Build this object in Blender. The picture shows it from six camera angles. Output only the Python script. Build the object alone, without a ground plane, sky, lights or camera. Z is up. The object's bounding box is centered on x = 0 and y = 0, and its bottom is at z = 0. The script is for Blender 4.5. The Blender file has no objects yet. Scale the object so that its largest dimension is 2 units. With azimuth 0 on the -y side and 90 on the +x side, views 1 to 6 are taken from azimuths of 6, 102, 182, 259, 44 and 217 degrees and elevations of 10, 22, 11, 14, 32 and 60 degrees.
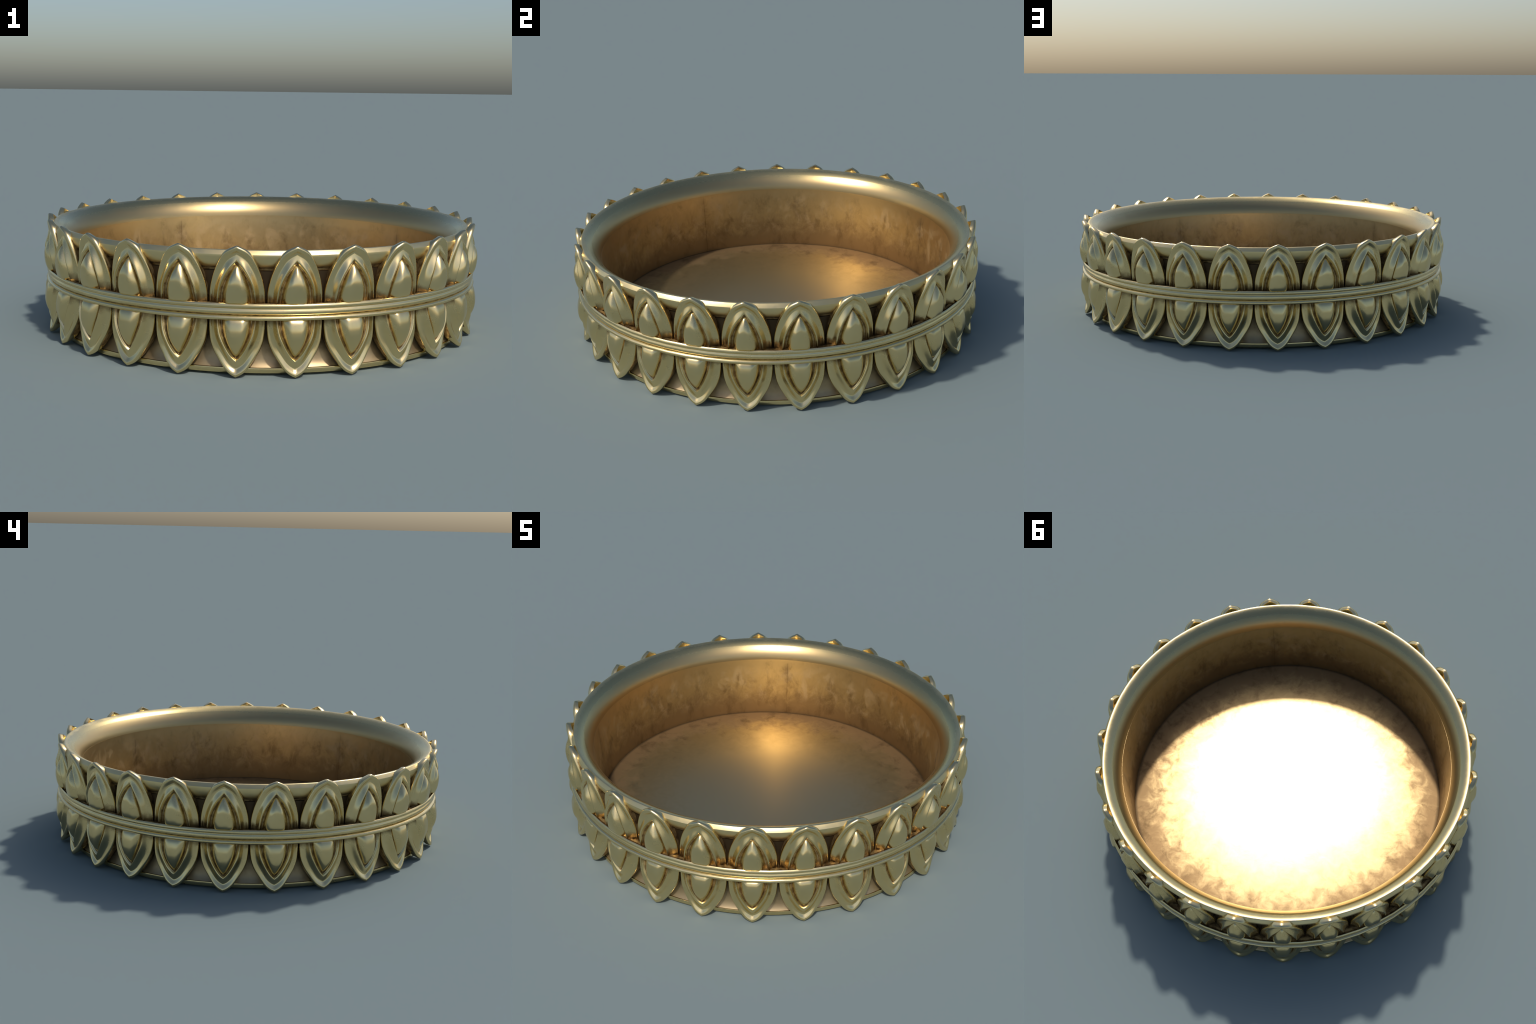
"""Round gilt metal bowl: low drum with a rounded rim, a triple-ring waist band
and a ring of 27 pointed lotus petals, each with a raised almond boss."""
import math
import random

import bpy

random.seed(7)

PETALS = 27
PHASE = 0.66           # azimuth of the first petal, degrees from -y towards +x
STEP = 360.0 / PETALS


# ------------------------------------------------------------------ helpers
def smoothstep(a, b, x):
    t = min(1.0, max(0.0, (x - a) / (b - a)))
    return t * t * (3 - 2 * t)


def curve_at(table, x):
    """Monotone cubic (Fritsch-Carlson like) through (x, y) control points."""
    n = len(table)
    if x <= table[0][0]:
        return table[0][1]
    if x >= table[-1][0]:
        return table[-1][1]
    i = 0
    while x > table[i + 1][0]:
        i += 1

    def slope(k):
        if k <= 0 or k >= n - 1:
            j = 0 if k <= 0 else n - 2
            return (table[j + 1][1] - table[j][1]) / (table[j + 1][0] - table[j][0])
        h0, h1 = table[k][0] - table[k - 1][0], table[k + 1][0] - table[k][0]
        d0 = (table[k][1] - table[k - 1][1]) / h0
        d1 = (table[k + 1][1] - table[k][1]) / h1
        if d0 * d1 <= 0:
            return 0.0
        w0, w1 = 2 * h1 + h0, h1 + 2 * h0
        return (w0 + w1) / (w0 / d0 + w1 / d1)

    x0, y0 = table[i]
    x1, y1 = table[i + 1]
    h = x1 - x0
    t = (x - x0) / h
    m0, m1 = slope(i) * h, slope(i + 1) * h
    return ((2 * t ** 3 - 3 * t ** 2 + 1) * y0 + (t ** 3 - 2 * t ** 2 + t) * m0
            + (-2 * t ** 3 + 3 * t ** 2) * y1 + (t ** 3 - t ** 2) * m1)


def polar(radius, degrees, z):
    a = math.radians(degrees)
    return (radius * math.sin(a), -radius * math.cos(a), z)


def new_mesh(name, verts, faces, sharp_degrees=40):
    me = bpy.data.meshes.new(name)
    me.from_pydata(verts, [], faces)
    me.validate()
    me.update()
    me.polygons.foreach_set("use_smooth", [True] * len(me.polygons))
    me.set_sharp_from_angle(angle=math.radians(sharp_degrees))
    return me


def new_object(name, mesh, material, parent):
    ob = bpy.data.objects.new(name, mesh)
    if material is not None and not mesh.materials:
        mesh.materials.append(material)
    bpy.context.scene.collection.objects.link(ob)
    ob.parent = parent
    return ob


def lathe(name, profile, segments, material, parent, sharp=40, closed=True, start=0.0, dark_steps=()):
    """Turn a (radius, z) profile about the z axis. Radius 0 makes a pole."""
    verts, rings = [], []
    for r, z in profile:
        if r < 1e-6:
            rings.append([len(verts)])
            verts.append((0, 0, z))
        else:
            rings.append(list(range(len(verts), len(verts) + segments)))
            verts += [polar(r, start + 360.0 * i / segments, z) for i in range(segments)]
    faces = []
    pairs = list(zip(rings, rings[1:]))
    if closed:
        pairs.append((rings[-1], rings[0]))
    for a, b in pairs:
        for i in range(segments):
            j = (i + 1) % segments
            if len(a) == 1 and len(b) == 1:
                continue
            if len(a) == 1:
                faces.append((a[0], b[j], b[i]))
            elif len(b) == 1:
                faces.append((a[i], a[j], b[0]))
            else:
                faces.append((a[i], a[j], b[j], b[i]))
    me = new_mesh(name, verts, faces, sharp)
    ob = new_object(name, me, material, parent)
    if dark_steps:                                  # profile steps given the dark brown
        me.materials.append(MAT_RECESS)
        for p in me.polygons:
            p.material_index = 1 if p.index // segments in dark_steps else 0
    return ob


# ---------------------------------------------------------------- materials
class Nodes:
    def __init__(self, name):
        self.mat = bpy.data.materials.new(name)
        self.mat.use_nodes = True
        self.t = self.mat.node_tree
        self.t.nodes.clear()
        out = self.t.nodes.new("ShaderNodeOutputMaterial")
        self.bsdf = self.t.nodes.new("ShaderNodeBsdfPrincipled")
        self.t.links.new(self.bsdf.outputs[0], out.inputs[0])
        self.co = self.t.nodes.new("ShaderNodeTexCoord").outputs["Object"]

    def link(self, a, b):
        self.t.links.new(a, b)

    def put(self, sock, v):
        if hasattr(v, "links"):
            self.link(v, sock)
        else:
            sock.default_value = v

    def noise(self, scale, detail=4, rough=0.55, stretch=(1, 1, 1), co=None, distortion=0.0):
        m = self.t.nodes.new("ShaderNodeMapping")
        m.inputs["Scale"].default_value = stretch
        self.link(co or self.co, m.inputs[0])
        n = self.t.nodes.new("ShaderNodeTexNoise")
        n.inputs["Scale"].default_value = scale
        n.inputs["Detail"].default_value = detail
        n.inputs["Roughness"].default_value = rough
        n.inputs["Distortion"].default_value = distortion
        self.link(m.outputs[0], n.inputs["Vector"])
        return n.outputs["Fac"]

    def math(self, op, a, b=0.0, clamp=False):
        n = self.t.nodes.new("ShaderNodeMath")
        n.operation = op
        n.use_clamp = clamp
        self.put(n.inputs[0], a)
        self.put(n.inputs[1], b)
        return n.outputs[0]

    def remap(self, v, a, b, c=0.0, d=1.0, smooth=True):
        n = self.t.nodes.new("ShaderNodeMapRange")
        n.interpolation_type = "SMOOTHSTEP" if smooth else "LINEAR"
        for i, x in enumerate((v, a, b, c, d)):
            self.put(n.inputs[i], x)
        return n.outputs[0]

    def mix(self, f, a, b):
        n = self.t.nodes.new("ShaderNodeMix")
        n.data_type = "RGBA"
        self.put(n.inputs[0], f)
        self.put(n.inputs[6], a)
        self.put(n.inputs[7], b)
        return n.outputs[2]

    def mixf(self, f, a, b):
        n = self.t.nodes.new("ShaderNodeMix")
        n.data_type = "FLOAT"
        self.put(n.inputs[0], f)
        self.put(n.inputs[2], a)
        self.put(n.inputs[3], b)
        return n.outputs[0]

    def xyz(self):
        s = self.t.nodes.new("ShaderNodeSeparateXYZ")
        self.link(self.co, s.inputs[0])
        return s.outputs

    def bump(self, h, strength, distance):
        n = self.t.nodes.new("ShaderNodeBump")
        n.inputs["Strength"].default_value = strength
        n.inputs["Distance"].default_value = distance
        self.link(h, n.inputs["Height"])
        self.link(n.outputs[0], self.bsdf.inputs["Normal"])

    def finish(self, colour, rough, metal):
        self.put(self.bsdf.inputs["Base Color"], colour)
        self.put(self.bsdf.inputs["Roughness"], rough)
        self.put(self.bsdf.inputs["Metallic"], metal)
        return self.mat


GOLD = (0.82, 0.66, 0.345, 1)
GOLD_WARM = (0.76, 0.595, 0.29, 1)
LIP_TONE = (0.56, 0.46, 0.225, 1)
PALE = (0.62, 0.46, 0.26, 1)
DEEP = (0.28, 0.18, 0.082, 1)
AGED = (0.67, 0.505, 0.26, 1)
BROWNED = (0.53, 0.385, 0.185, 1)
DIRT = (0.37, 0.24, 0.115, 1)
DARK_BROWN = (0.155, 0.095, 0.042, 1)
NEAR_BLACK = (0.075, 0.048, 0.024, 1)  # floor corner ring, and the shade painted on the upper drum


def gilt_material():
    n = Nodes("gilt_metal")
    broad = n.noise(5.0, 3)
    fine = n.noise(30.0, 4, 0.6)
    colour = n.mix(n.remap(broad, 0.35, 0.7), GOLD, GOLD_WARM)
    rough = n.math("ADD", n.remap(broad, 0.3, 0.7, 0.19, 0.25), n.remap(fine, 0.4, 0.75, 0.0, 0.05))
    n.bump(n.noise(16.0, 3, 0.5), 0.05, 0.006)
    return n.finish(colour, rough, 1.0)


def petal_material():
    """Gilt frame turning dark brown where the petals meet the waist band."""
    n = Nodes("gilt_petal")
    x, y, z = n.xyz()
    broad = n.noise(5.0, 3)
    fine = n.noise(30.0, 4, 0.6)
    away = n.math("ABSOLUTE", n.math("SUBTRACT", z, 0.2555))
    away = n.math("ADD", away, n.math("MULTIPLY", n.math("SUBTRACT", n.noise(18.0, 4, 0.6), 0.5), 0.06))
    band_brown = n.remap(away, 0.072, 0.036, 0.0, 0.85)
    colour = n.mix(n.remap(broad, 0.35, 0.7), GOLD, GOLD_WARM)
    colour = n.mix(band_brown, colour, DARK_BROWN)
    rough = n.math("ADD", n.remap(broad, 0.3, 0.7, 0.19, 0.25), n.remap(fine, 0.4, 0.75, 0.0, 0.05))
    rough = n.mixf(band_brown, rough, 0.36)
    n.bump(n.noise(16.0, 3, 0.5), 0.05, 0.006)
    return n.finish(colour, rough, 1.0)


def rim_material():
    n = Nodes("gilt_rim")
    broad = n.noise(6.0, 3)
    fine = n.noise(24.0, 5, 0.6)
    x, y, z = n.xyz()
    r = n.math("SQRT", n.math("ADD", n.math("MULTIPLY", x, x), n.math("MULTIPLY", y, y)))
    ragged_r = n.math("ADD", r, n.math("MULTIPLY", n.math("SUBTRACT", n.noise(8.0, 5, 0.6), 0.5), 0.030))
    aged = n.remap(ragged_r, 0.908, 0.872)
    colour = n.mix(n.remap(broad, 0.35, 0.7), GOLD, GOLD_WARM)
    colour = n.mix(n.remap(ragged_r, 0.950, 0.915), colour, LIP_TONE)      # darker inner slope
    colour = n.mix(aged, colour, BROWNED)
    rough = n.math("ADD", n.remap(broad, 0.3, 0.7, 0.31, 0.39), n.remap(fine, 0.4, 0.75, 0.0, 0.06))
    rough = n.mixf(n.remap(ragged_r, 0.940, 0.920), rough, 0.25)
    rough = n.mixf(aged, rough, 0.36)
    n.bump(n.noise(7.0, 2, 0.4), 0.04, 0.01)
    return n.finish(colour, rough, 1.0)


def recess_material():
    """Dark brown for grooves, undersides and petal side walls."""
    n = Nodes("recess_brown")
    fine = n.noise(40.0, 4)
    colour = n.mix(n.remap(fine, 0.3, 0.7), DARK_BROWN, BROWNED)
    return n.finish(colour, 0.42, 0.85)


def inner_wall_material():
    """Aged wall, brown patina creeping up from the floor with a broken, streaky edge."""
    n = Nodes("stained_gilt_wall")
    x, y, z = n.xyz()
    streak = n.noise(15.0, 8, 0.68, (1, 1, 0.8), distortion=0.6)
    cloud = n.noise(13.0, 7, 0.68, (1, 1, 0.75), distortion=0.6)
    blot = n.noise(2.6, 3, 0.5)
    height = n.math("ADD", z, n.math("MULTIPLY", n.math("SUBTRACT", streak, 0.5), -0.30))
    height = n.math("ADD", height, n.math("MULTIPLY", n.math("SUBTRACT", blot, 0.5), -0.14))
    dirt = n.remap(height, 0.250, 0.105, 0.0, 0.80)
    film = n.remap(height, 0.40, 0.20)
    bloom = n.math("MULTIPLY", n.remap(cloud, 0.48, 0.66), n.math("MULTIPLY", n.remap(z, 0.40, 0.28, 0.0, 0.42), n.remap(z, 0.10, 0.19)))
    azimuth = n.math("ARCTAN2", x, n.math("MULTIPLY", y, -1.0))
    seam = None
    for deg in (130.0, -143.8, -50.0, 40.0):       # vertical seam lines
        d = n.math("ABSOLUTE", n.math("SUBTRACT", azimuth, math.radians(deg)))
        k = n.math("MAXIMUM", n.remap(d, 0.0010, 0.0050, 0.65, 0.0), n.remap(d, 0.0, 0.045, 0.30, 0.0))
        seam = k if seam is None else n.math("MAXIMUM", seam, k)
    seam = n.math("MULTIPLY", seam, n.math("MULTIPLY", n.remap(z, 0.40, 0.34), n.remap(streak, 0.35, 0.6, 0.35, 1.0)))
    clean = n.remap(z, 0.420, 0.460)
    colour = n.mix(film, AGED, BROWNED)
    fleck = n.math("MULTIPLY", n.remap(n.noise(12.0, 7, 0.66, (1, 1, 0.65), distortion=0.3), 0.48, 0.72),
                   n.remap(height, 0.42, 0.26, 0.0, 0.5))
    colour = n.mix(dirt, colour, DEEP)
    colour = n.mix(bloom, colour, PALE)
    colour = n.mix(fleck, colour, DARK_BROWN)
    colour = n.mix(seam, colour, DARK_BROWN)
    colour = n.mix(clean, colour, GOLD_WARM)
    rough = n.mixf(dirt, n.mixf(film, 0.36, 0.44), 0.50)
    rough = n.mixf(bloom, rough, 0.52)
    rough = n.mixf(clean, rough, 0.25)
    metal = n.math("SUBTRACT", 1.0, n.math("MULTIPLY", n.math("MAXIMUM", bloom, n.math("MULTIPLY", dirt, 0.2)), 0.40))
    n.bump(streak, 0.05, 0.01)
    return n.finish(colour, rough, metal)


def floor_material():
    """Worn centre; broken brown patina thickening towards the wall."""
    n = Nodes("stained_gilt_floor")
    x, y, z = n.xyz()
    r = n.math("SQRT", n.math("ADD", n.math("MULTIPLY", x, x), n.math("MULTIPLY", y, y)))
    rag = n.noise(15.0, 8, 0.68, distortion=0.6)
    cloud = n.noise(12.0, 7, 0.68, distortion=0.6)
    blot = n.noise(2.2, 3, 0.5)
    edge = n.math("ADD", r, n.math("MULTIPLY", n.math("SUBTRACT", rag, 0.5), 0.34))
    edge = n.math("ADD", edge, n.math("MULTIPLY", n.math("SUBTRACT", blot, 0.5), 0.16))
    dirt = n.remap(edge, 0.63, 0.80, 0.0, 0.95)
    film = n.remap(edge, 0.38, 0.70)
    bloom = n.math("MULTIPLY", n.remap(cloud, 0.48, 0.66), n.remap(r, 0.50, 0.80, 0.0, 0.5))
    colour = n.mix(film, AGED, BROWNED)
    fleck = n.math("MULTIPLY", n.remap(n.noise(11.0, 7, 0.66, distortion=0.3), 0.48, 0.72),
                   n.remap(edge, 0.56, 0.76, 0.0, 0.65))
    colour = n.mix(bloom, colour, DIRT)
    colour = n.mix(dirt, colour, DIRT)
    colour = n.mix(fleck, colour, DARK_BROWN)
    colour = n.mix(n.remap(r, 0.822, 0.839, 0.0, 0.75), colour, NEAR_BLACK)      # darker ring along the wall corner
    rough = n.mixf(dirt, n.mixf(film, 0.37, 0.47), 0.64)
    metal = n.math("SUBTRACT", 1.0, n.math("MULTIPLY", n.math("MAXIMUM", n.math("MULTIPLY", dirt, 0.5), bloom), 0.25))
    n.bump(rag, 0.04, 0.01)
    return n.finish(colour, rough, metal)


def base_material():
    """Drum behind the petals: dusty tan film low down, shade painted near-black above."""
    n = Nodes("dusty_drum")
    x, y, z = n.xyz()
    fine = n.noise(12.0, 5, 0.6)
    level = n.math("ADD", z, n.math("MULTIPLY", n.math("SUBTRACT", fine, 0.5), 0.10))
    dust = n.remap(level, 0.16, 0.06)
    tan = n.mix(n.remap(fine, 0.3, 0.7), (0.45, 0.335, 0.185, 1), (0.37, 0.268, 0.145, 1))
    colour = n.mix(dust, NEAR_BLACK, tan)
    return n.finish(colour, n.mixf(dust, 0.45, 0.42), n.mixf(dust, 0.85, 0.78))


MAT_GILT = gilt_material()
MAT_RECESS = recess_material()
MAT_PETAL = petal_material()
MAT_RIM = rim_material()
MAT_WALL = inner_wall_material()
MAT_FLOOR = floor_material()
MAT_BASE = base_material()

# ------------------------------------------------------------------- bowl
bowl = bpy.data.objects.new("ornamental_bowl", None)
bpy.context.scene.collection.objects.link(bowl)
bowl["label"] = "round golden metal bowl ringed with raised pointed lotus petals"
bowl["category"] = "bowl"

# rim: rounded crest, chamfer outside, sloping lip inside with a fine step
lathe("rim", [
    (0.8605, 0.3880), (0.8625, 0.4010), (0.8675, 0.4165), (0.8760, 0.4330), (0.8870, 0.4480), (0.8975, 0.4600),
    (0.9000, 0.4625), (0.9140, 0.4736), (0.9280, 0.4815), (0.9390, 0.4853), (0.9425, 0.4860), (0.9458, 0.4859), (0.9475, 0.4852), (0.9490, 0.4838),
    (0.9588, 0.4690), (0.9594, 0.4640), (0.9588, 0.4590),
    (0.9555, 0.4470), (0.9490, 0.4330), (0.9400, 0.4205), (0.9310, 0.4130), (0.9270, 0.4045),
    (0.9150, 0.4025), (0.8800, 0.4025), (0.8740, 0.3880)], 128, MAT_RIM, bowl, 22, dark_steps=(19, 20, 21, 22, 23))

# drum: outer wall that flares to the foot, inner wall that tapers to the floor
lathe("inner_wall", [
    (0.8602, 0.3885), (0.8595, 0.3770), (0.8580, 0.3600), (0.8558, 0.3300), (0.8520, 0.2700), (0.8485, 0.2000),
    (0.8445, 0.1300), (0.8418, 0.0900), (0.8395, 0.0450), (0.8800, 0.0450), (0.8750, 0.3885)],
    128, MAT_WALL, bowl, 35)
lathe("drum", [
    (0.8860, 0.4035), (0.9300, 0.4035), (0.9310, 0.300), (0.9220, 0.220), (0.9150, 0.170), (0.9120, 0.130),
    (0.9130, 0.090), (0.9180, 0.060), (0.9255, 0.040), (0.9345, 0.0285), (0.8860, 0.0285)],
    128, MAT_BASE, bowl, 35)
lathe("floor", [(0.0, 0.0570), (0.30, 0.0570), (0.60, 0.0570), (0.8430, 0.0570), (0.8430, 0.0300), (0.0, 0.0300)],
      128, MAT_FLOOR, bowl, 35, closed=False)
lathe("foot_ring", [(0.0, 0.0290), (0.9345, 0.0290), (0.9375, 0.0270), (0.9385, 0.0235), (0.9380, 0.0165),
                    (0.9360, 0.0075), (0.9310, 0.0060), (0.0, 0.0060)],
      128, MAT_GILT, bowl, 35, closed=False)

# waist band: three beads with quirks between, thin ledge behind
lathe("waist_band", [
    (0.9300, 0.2280), (0.9720, 0.2250), (0.9820, 0.2235), (0.9865, 0.2260), (0.9885, 0.2310), (0.9870, 0.2370),
    (0.9820, 0.2410), (0.9755, 0.2430), (0.9765, 0.2455), (0.9805, 0.2480), (0.9820, 0.2540),
    (0.9805, 0.2620), (0.9780, 0.2650), (0.9775, 0.2675), (0.9815, 0.2695), (0.9850, 0.2735),
    (0.9855, 0.2790), (0.9835, 0.2845), (0.9795, 0.2875), (0.9755, 0.2850), (0.9735, 0.2790),
    (0.9710, 0.2785), (0.9705, 0.2860), (0.9585, 0.2860), (0.9560, 0.2800), (0.9300, 0.2800)],
    64, MAT_GILT, bowl, 50, dark_steps=(0, 7, 19, 20, 21, 22, 23, 24, 25))

# ------------------------------------------------------------------ petals
# outlines as (z, half width in degrees), bottom tip to top tip
OUTER = [(0.0, 0.0), (0.0035, 0.50), (0.010, 1.28), (0.018, 1.92), (0.030, 2.62), (0.046, 3.28), (0.067, 4.12), (0.103, 5.42),
         (0.144, 6.24), (0.187, 6.49), (0.215, 6.55), (0.255, 6.57), (0.290, 6.53), (0.330, 6.38), (0.376, 5.84),
         (0.424, 4.84), (0.449, 4.10), (0.475, 3.18), (0.488, 2.38), (0.4965, 1.42), (0.5030, 0.52), (0.5065, 0.0)]
LIP = [(0.065, 0.0), (0.075, 0.62), (0.094, 1.45), (0.130, 2.58), (0.174, 3.60), (0.218, 4.02), (0.255, 4.12),
       (0.287, 4.05), (0.331, 3.80), (0.373, 3.03), (0.412, 1.72), (0.434, 0.62), (0.445, 0.0)]
BOSS = [(0.076, 0.0), (0.080, 0.52), (0.090, 1.05), (0.115, 1.86), (0.140, 2.50), (0.170, 3.06), (0.210, 3.40), (0.255, 3.46),
        (0.300, 3.38), (0.340, 3.02), (0.370, 2.46), (0.395, 1.84), (0.420, 1.02), (0.430, 0.50), (0.434, 0.0)]
EQUATOR = 0.255
ROWS = 24      # samples from equator to each tip


def resample(outline, shift=0.0):
    """Even arc-length samples bottom tip -> equator -> top tip as (z, degrees)."""
    def half(z0, z1):
        pts = []
        for i in range(401):
            # denser near the tip where the outline turns
            t = i / 400.0
            t = 1 - (1 - t) ** 2
            z = z0 + (z1 - z0) * t
            pts.append((z, curve_at(outline, z)))
        k = 0.0166
        run = [0.0]
        for a, b in zip(pts, pts[1:]):
            run.append(run[-1] + math.hypot(b[0] - a[0], (b[1] - a[1]) * k))
        res, j = [], 0
        for i in range(ROWS + 1):
            want = run[-1] * i / ROWS
            while j < len(run) - 2 and run[j + 1] < want:
                j += 1
            f = (want - run[j]) / max(1e-9, run[j + 1] - run[j])
            res.append(tuple(pts[j][c] + f * (pts[j + 1][c] - pts[j][c]) for c in (0, 1)))
        return res

    low = half(EQUATOR, outline[0][0])[::-1]
    high = half(EQUATOR, outline[-1][0])
    return low + high[1:]


def mirror_s(z):
    """0 at the equator, 1 at the petal tips."""
    return abs(z - 0.2533) / 0.2533


# radii along each feature line as functions of distance from the equator
EDGE_R = [(0.0, 0.944), (0.25, 0.946), (0.5, 0.953), (0.75, 0.964), (0.9, 0.972), (1.0, 0.9800)]
ROLL_R = [(0.0, 0.9480), (0.25, 0.9505), (0.5, 0.9590), (0.75, 0.9710), (0.9, 0.9790), (1.0, 0.9845)]
VALLEY_R = [(0.0, 0.9530), (0.25, 0.9560), (0.5, 0.9605), (0.7, 0.9635), (0.85, 0.9670), (1.0, 0.9700)]
LIP_R = [(0.0, 0.9660), (0.13, 0.9720), (0.30, 0.9810), (0.45, 0.9850), (0.60, 0.9840), (0.70, 0.9790), (0.76, 0.9730)]
BACK_R = [(0.0, 0.918), (0.5, 0.918), (0.7, 0.925), (0.84, 0.935), (0.92, 0.950), (1.0, 0.962)]
GROOVE_R = [(0.0, 0.954), (0.15, 0.958), (0.40, 0.9680), (0.60, 0.9680), (0.76, 0.9630)]


def build_frame_mesh():
    outer, lip = resample(OUTER), resample(LIP)
    count = len(outer)

    def between(f, radius):
        """Loop at fraction f from outer outline to lip outline."""
        loop = []
        for (z0, a0), (z1, a1) in zip(outer, lip):
            z, a = z0 + (z1 - z0) * f, a0 + (a1 - a0) * f
            loop.append((radius(z0, z1, z), a, z))
        return loop

    def blend(c0, c1, f):
        return lambda z0, z1, z: ((1 - f) * curve_at(c0, mirror_s(z0)) + f * curve_at(c1, mirror_s(z1)))

    def on_outer(c, d=0.0):
        return lambda z0, z1, z: curve_at(c, mirror_s(z0)) + d

    def on_lip(c, d=0.0):
        return lambda z0, z1, z: curve_at(c, mirror_s(z1)) + d

    def mixed(wr, wv, wl):
        """Radius blended from the roll, valley and lip lines."""
        return lambda z0, z1, z: (wr * curve_at(ROLL_R, mirror_s(z0)) + wv * curve_at(VALLEY_R, mirror_s(z0))
                                  + wl * curve_at(LIP_R, mirror_s(z1)))

    loops = [
        between(0.55, lambda z0, z1, z: curve_at(BACK_R, mirror_s(z0))),           # back, inner
        between(0.06, on_outer(BACK_R)),                                          # back edge at the drum
        between(0.02, lambda z0, z1, z: 0.5 * (curve_at(BACK_R, mirror_s(z0)) + curve_at(EDGE_R, mirror_s(z0)))),
        between(0.0, on_outer(EDGE_R, -0.0040)),
        between(0.03, on_outer(EDGE_R, 0.0018)),
        between(0.08, on_outer(ROLL_R, -0.0008)),
        between(0.13, on_outer(ROLL_R)),
        between(0.20, on_outer(ROLL_R, -0.0008)),
        between(0.31, mixed(0.62, 0.38, 0)),
        between(0.41, mixed(0.20, 0.80, 0)),
        between(0.49, mixed(0, 0.97, 0.03)),
        between(0.58, mixed(0, 0.82, 0.18)),
        between(0.67, mixed(0, 0.58, 0.42)),
        between(0.76, mixed(0, 0.33, 0.67)),
        between(0.83, mixed(0, 0.12, 0.88)),
        between(0.88, on_lip(LIP_R, -0.0003)),
        between(0.92, on_lip(LIP_R)),
        between(0.965, on_lip(LIP_R, -0.0012)),
        between(1.005, on_lip(LIP_R, -0.0042)),
        between(1.045, on_lip(LIP_R, -0.0080)),
        between(1.07, on_lip(LIP_R, -0.0085)),
        between(1.10, on_lip(LIP_R, -0.0076)),
        between(1.13, on_lip(LIP_R, -0.0092)),
        between(1.18, on_lip(GROOVE_R, 0.001)),
        between(1.28, on_lip(GROOVE_R)),
    ]
    dark_from = 19
    verts, idx = [], []
    for loop in loops:
        left, right = [], []
        for i, (r, a, z) in enumerate(loop):
            a = max(a, 0.0)
            if i in (0, count - 1):
                left.append(len(verts))
                right.append(len(verts))
                verts.append(polar(r, 0.0, z))
            else:
                right.append(len(verts))
                verts.append(polar(r, a, z))
                left.append(len(verts))
                verts.append(polar(r, -a, z))
        idx.append((left, right))
    faces = []

    def quad(a, b, c, d):
        f = []
        for v in (a, b, c, d):
            if v not in f:
                f.append(v)
        if len(f) > 2:
            faces.append(tuple(f))

    for k, ((l0, r0), (l1, r1)) in enumerate(zip(idx, idx[1:])):
        if k == dark_from:
            first_dark = len(faces)
        for i in range(count - 1):
            quad(r0[i], r0[i + 1], r1[i + 1], r1[i])
            quad(l0[i + 1], l0[i], l1[i], l1[i + 1])
    for (ll, rr), flip in ((idx[-1], False), (idx[0], True)):     # close groove floor and back
        for i in range(count - 1):
            if flip:
                quad(ll[i + 1], rr[i + 1], rr[i], ll[i])
            else:
                quad(ll[i], rr[i], rr[i + 1], ll[i + 1])
    me = new_mesh("petal", verts, faces, 45)
    me.materials.append(MAT_PETAL)
    me.materials.append(MAT_RECESS)
    for p in me.polygons:
        p.material_index = 1 if (p.index >= first_dark or (p.index < 6 * (count - 1) and 0.05 < p.center.z < 0.455)) else 0  # grooves dark brown; side walls browned to paint shade between petals
    return me


# boss crest line (z, radius) and depth of its foot
CREST = [(0.076, 0.9640), (0.084, 0.9735), (0.095, 0.9820), (0.115, 0.9925), (0.138, 0.9985), (0.155, 1.0000),
         (0.180, 0.9985), (0.202, 0.9940), (0.216, 0.9895), (0.2235, 0.9850), (0.230, 0.9770), (0.255, 0.9600),
         (0.281, 0.9770), (0.2875, 0.9850), (0.295, 0.9900), (0.308, 0.9945), (0.330, 0.9985),
         (0.354, 1.0000), (0.370, 0.9985), (0.392, 0.9930), (0.411, 0.9840), (0.425, 0.9740), (0.434, 0.9640)]


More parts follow.
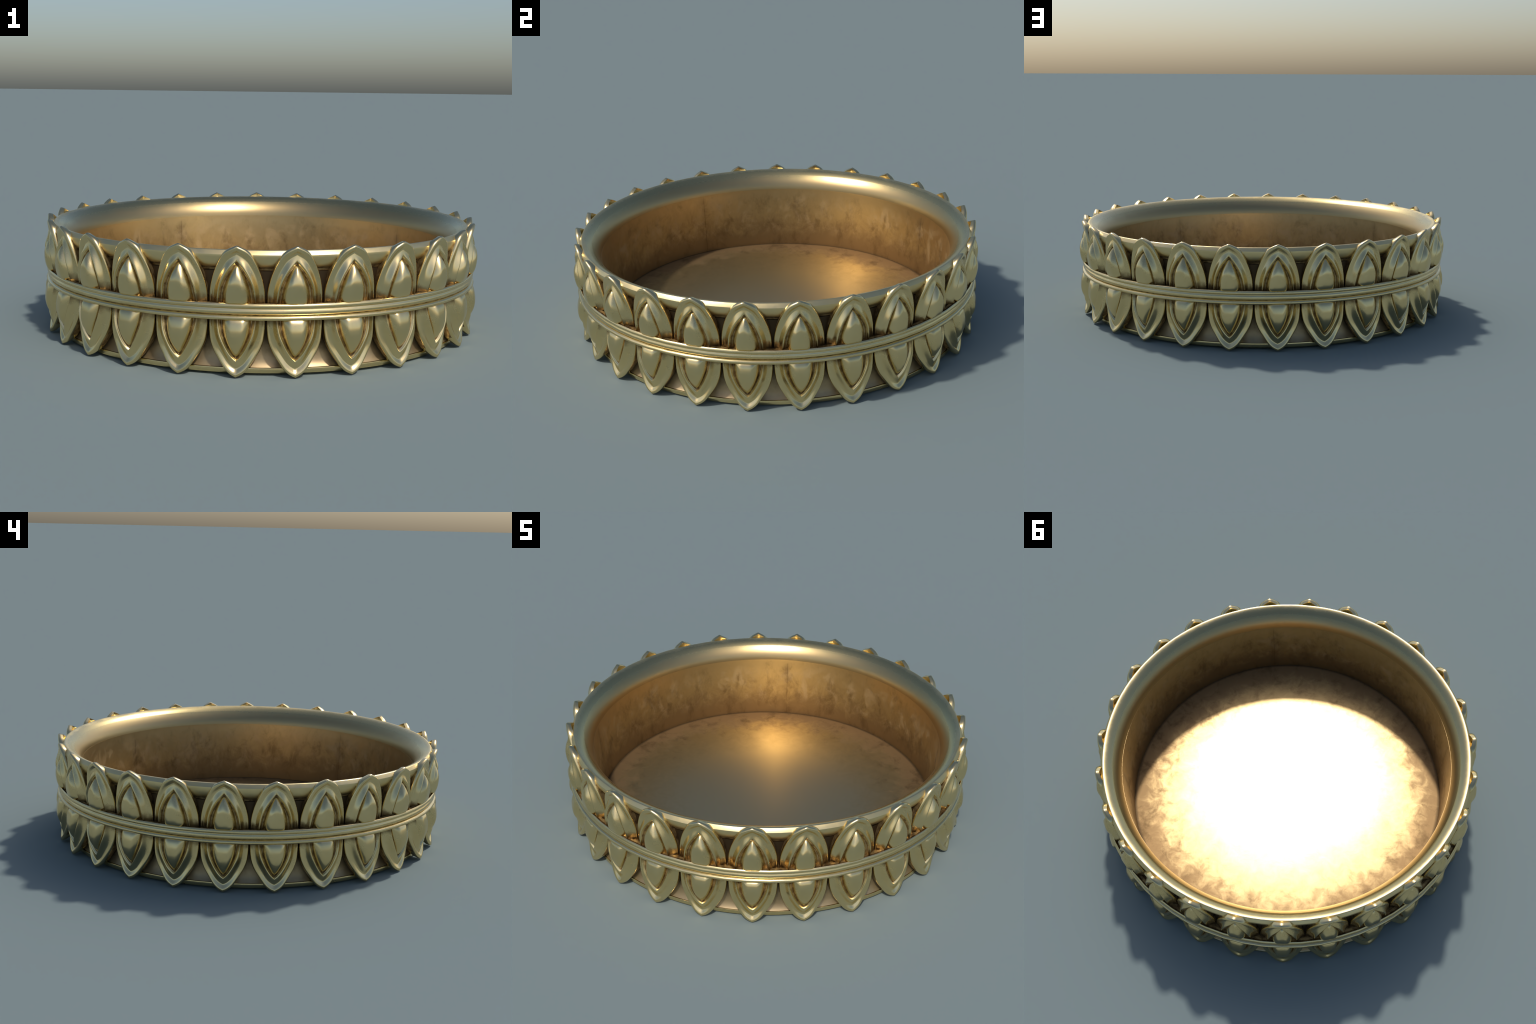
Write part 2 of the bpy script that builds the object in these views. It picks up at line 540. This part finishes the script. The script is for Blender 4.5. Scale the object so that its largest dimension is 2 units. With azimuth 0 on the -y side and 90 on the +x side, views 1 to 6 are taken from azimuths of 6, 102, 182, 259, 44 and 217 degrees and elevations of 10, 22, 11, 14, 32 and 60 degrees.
def build_boss_mesh():
    rows = resample(BOSS)
    across = 9
    verts, faces, grid = [], [], []
    for i, (z, a) in enumerate(rows):
        crest = curve_at(CREST, z)
        foot = min(crest, curve_at(GROOVE_R, min(0.76, mirror_s(z))) - 0.001)
        if i in (0, len(rows) - 1):
            grid.append([len(verts)])
            verts.append(polar(foot - 0.003, 0.0, z))
            continue
        tip = smoothstep(0.45, 0.66, mirror_s(z))
        row = []
        for j in range(-across, across + 1):
            q = j / across
            u = abs(q)
            flat = max(0.0, (u - 0.38) / 0.62)
            fall_mid = 0.06 * u * u + 0.94 * flat ** 1.8          # broad front, rounded shoulders
            fall_tip = 0.22 * u + 0.78 * u * u                    # keeled towards the points
            fall = fall_mid * (1 - tip) + fall_tip * tip
            row.append(len(verts))
            verts.append(polar(crest + (foot - crest) * fall, a * q, z))
        # foot buried behind the groove floor
        row = [len(verts)] + row + [len(verts) + 1]
        verts.append(polar(foot - 0.006, -a * 0.97, z))
        verts.append(polar(foot - 0.006, a * 0.97, z))
        grid.append(row)
    for a, b in zip(grid, grid[1:]):
        if len(a) == 1:
            faces += [(a[0], b[k + 1], b[k]) for k in range(len(b) - 1)]
        elif len(b) == 1:
            faces += [(a[k], a[k + 1], b[0]) for k in range(len(a) - 1)]
        else:
            faces += [(a[k], a[k + 1], b[k + 1], b[k]) for k in range(len(a) - 1)]
        if len(a) > 1 and len(b) > 1:
            faces.append((a[-1], a[0], b[0], b[-1]))
    return new_mesh("petal_boss", verts, faces, 60)


def outward(mesh):
    import bmesh
    bm = bmesh.new()
    bm.from_mesh(mesh)
    bmesh.ops.recalc_face_normals(bm, faces=bm.faces)
    bm.to_mesh(mesh)
    bm.free()


frame_mesh, boss_mesh = build_frame_mesh(), build_boss_mesh()
outward(frame_mesh)
outward(boss_mesh)
for ob in list(bowl.children):
    outward(ob.data)

for k in range(PETALS):
    petal = new_object("petal", frame_mesh, MAT_GILT, bowl)
    petal.rotation_euler = (0, 0, math.radians(PHASE + STEP * k))
    boss = new_object("petal_boss", boss_mesh, MAT_GILT, petal)

# the petal ring is an odd count: centre the whole by its outer bounds
bowl.location = (0.0015, 0.0025, 0.0)
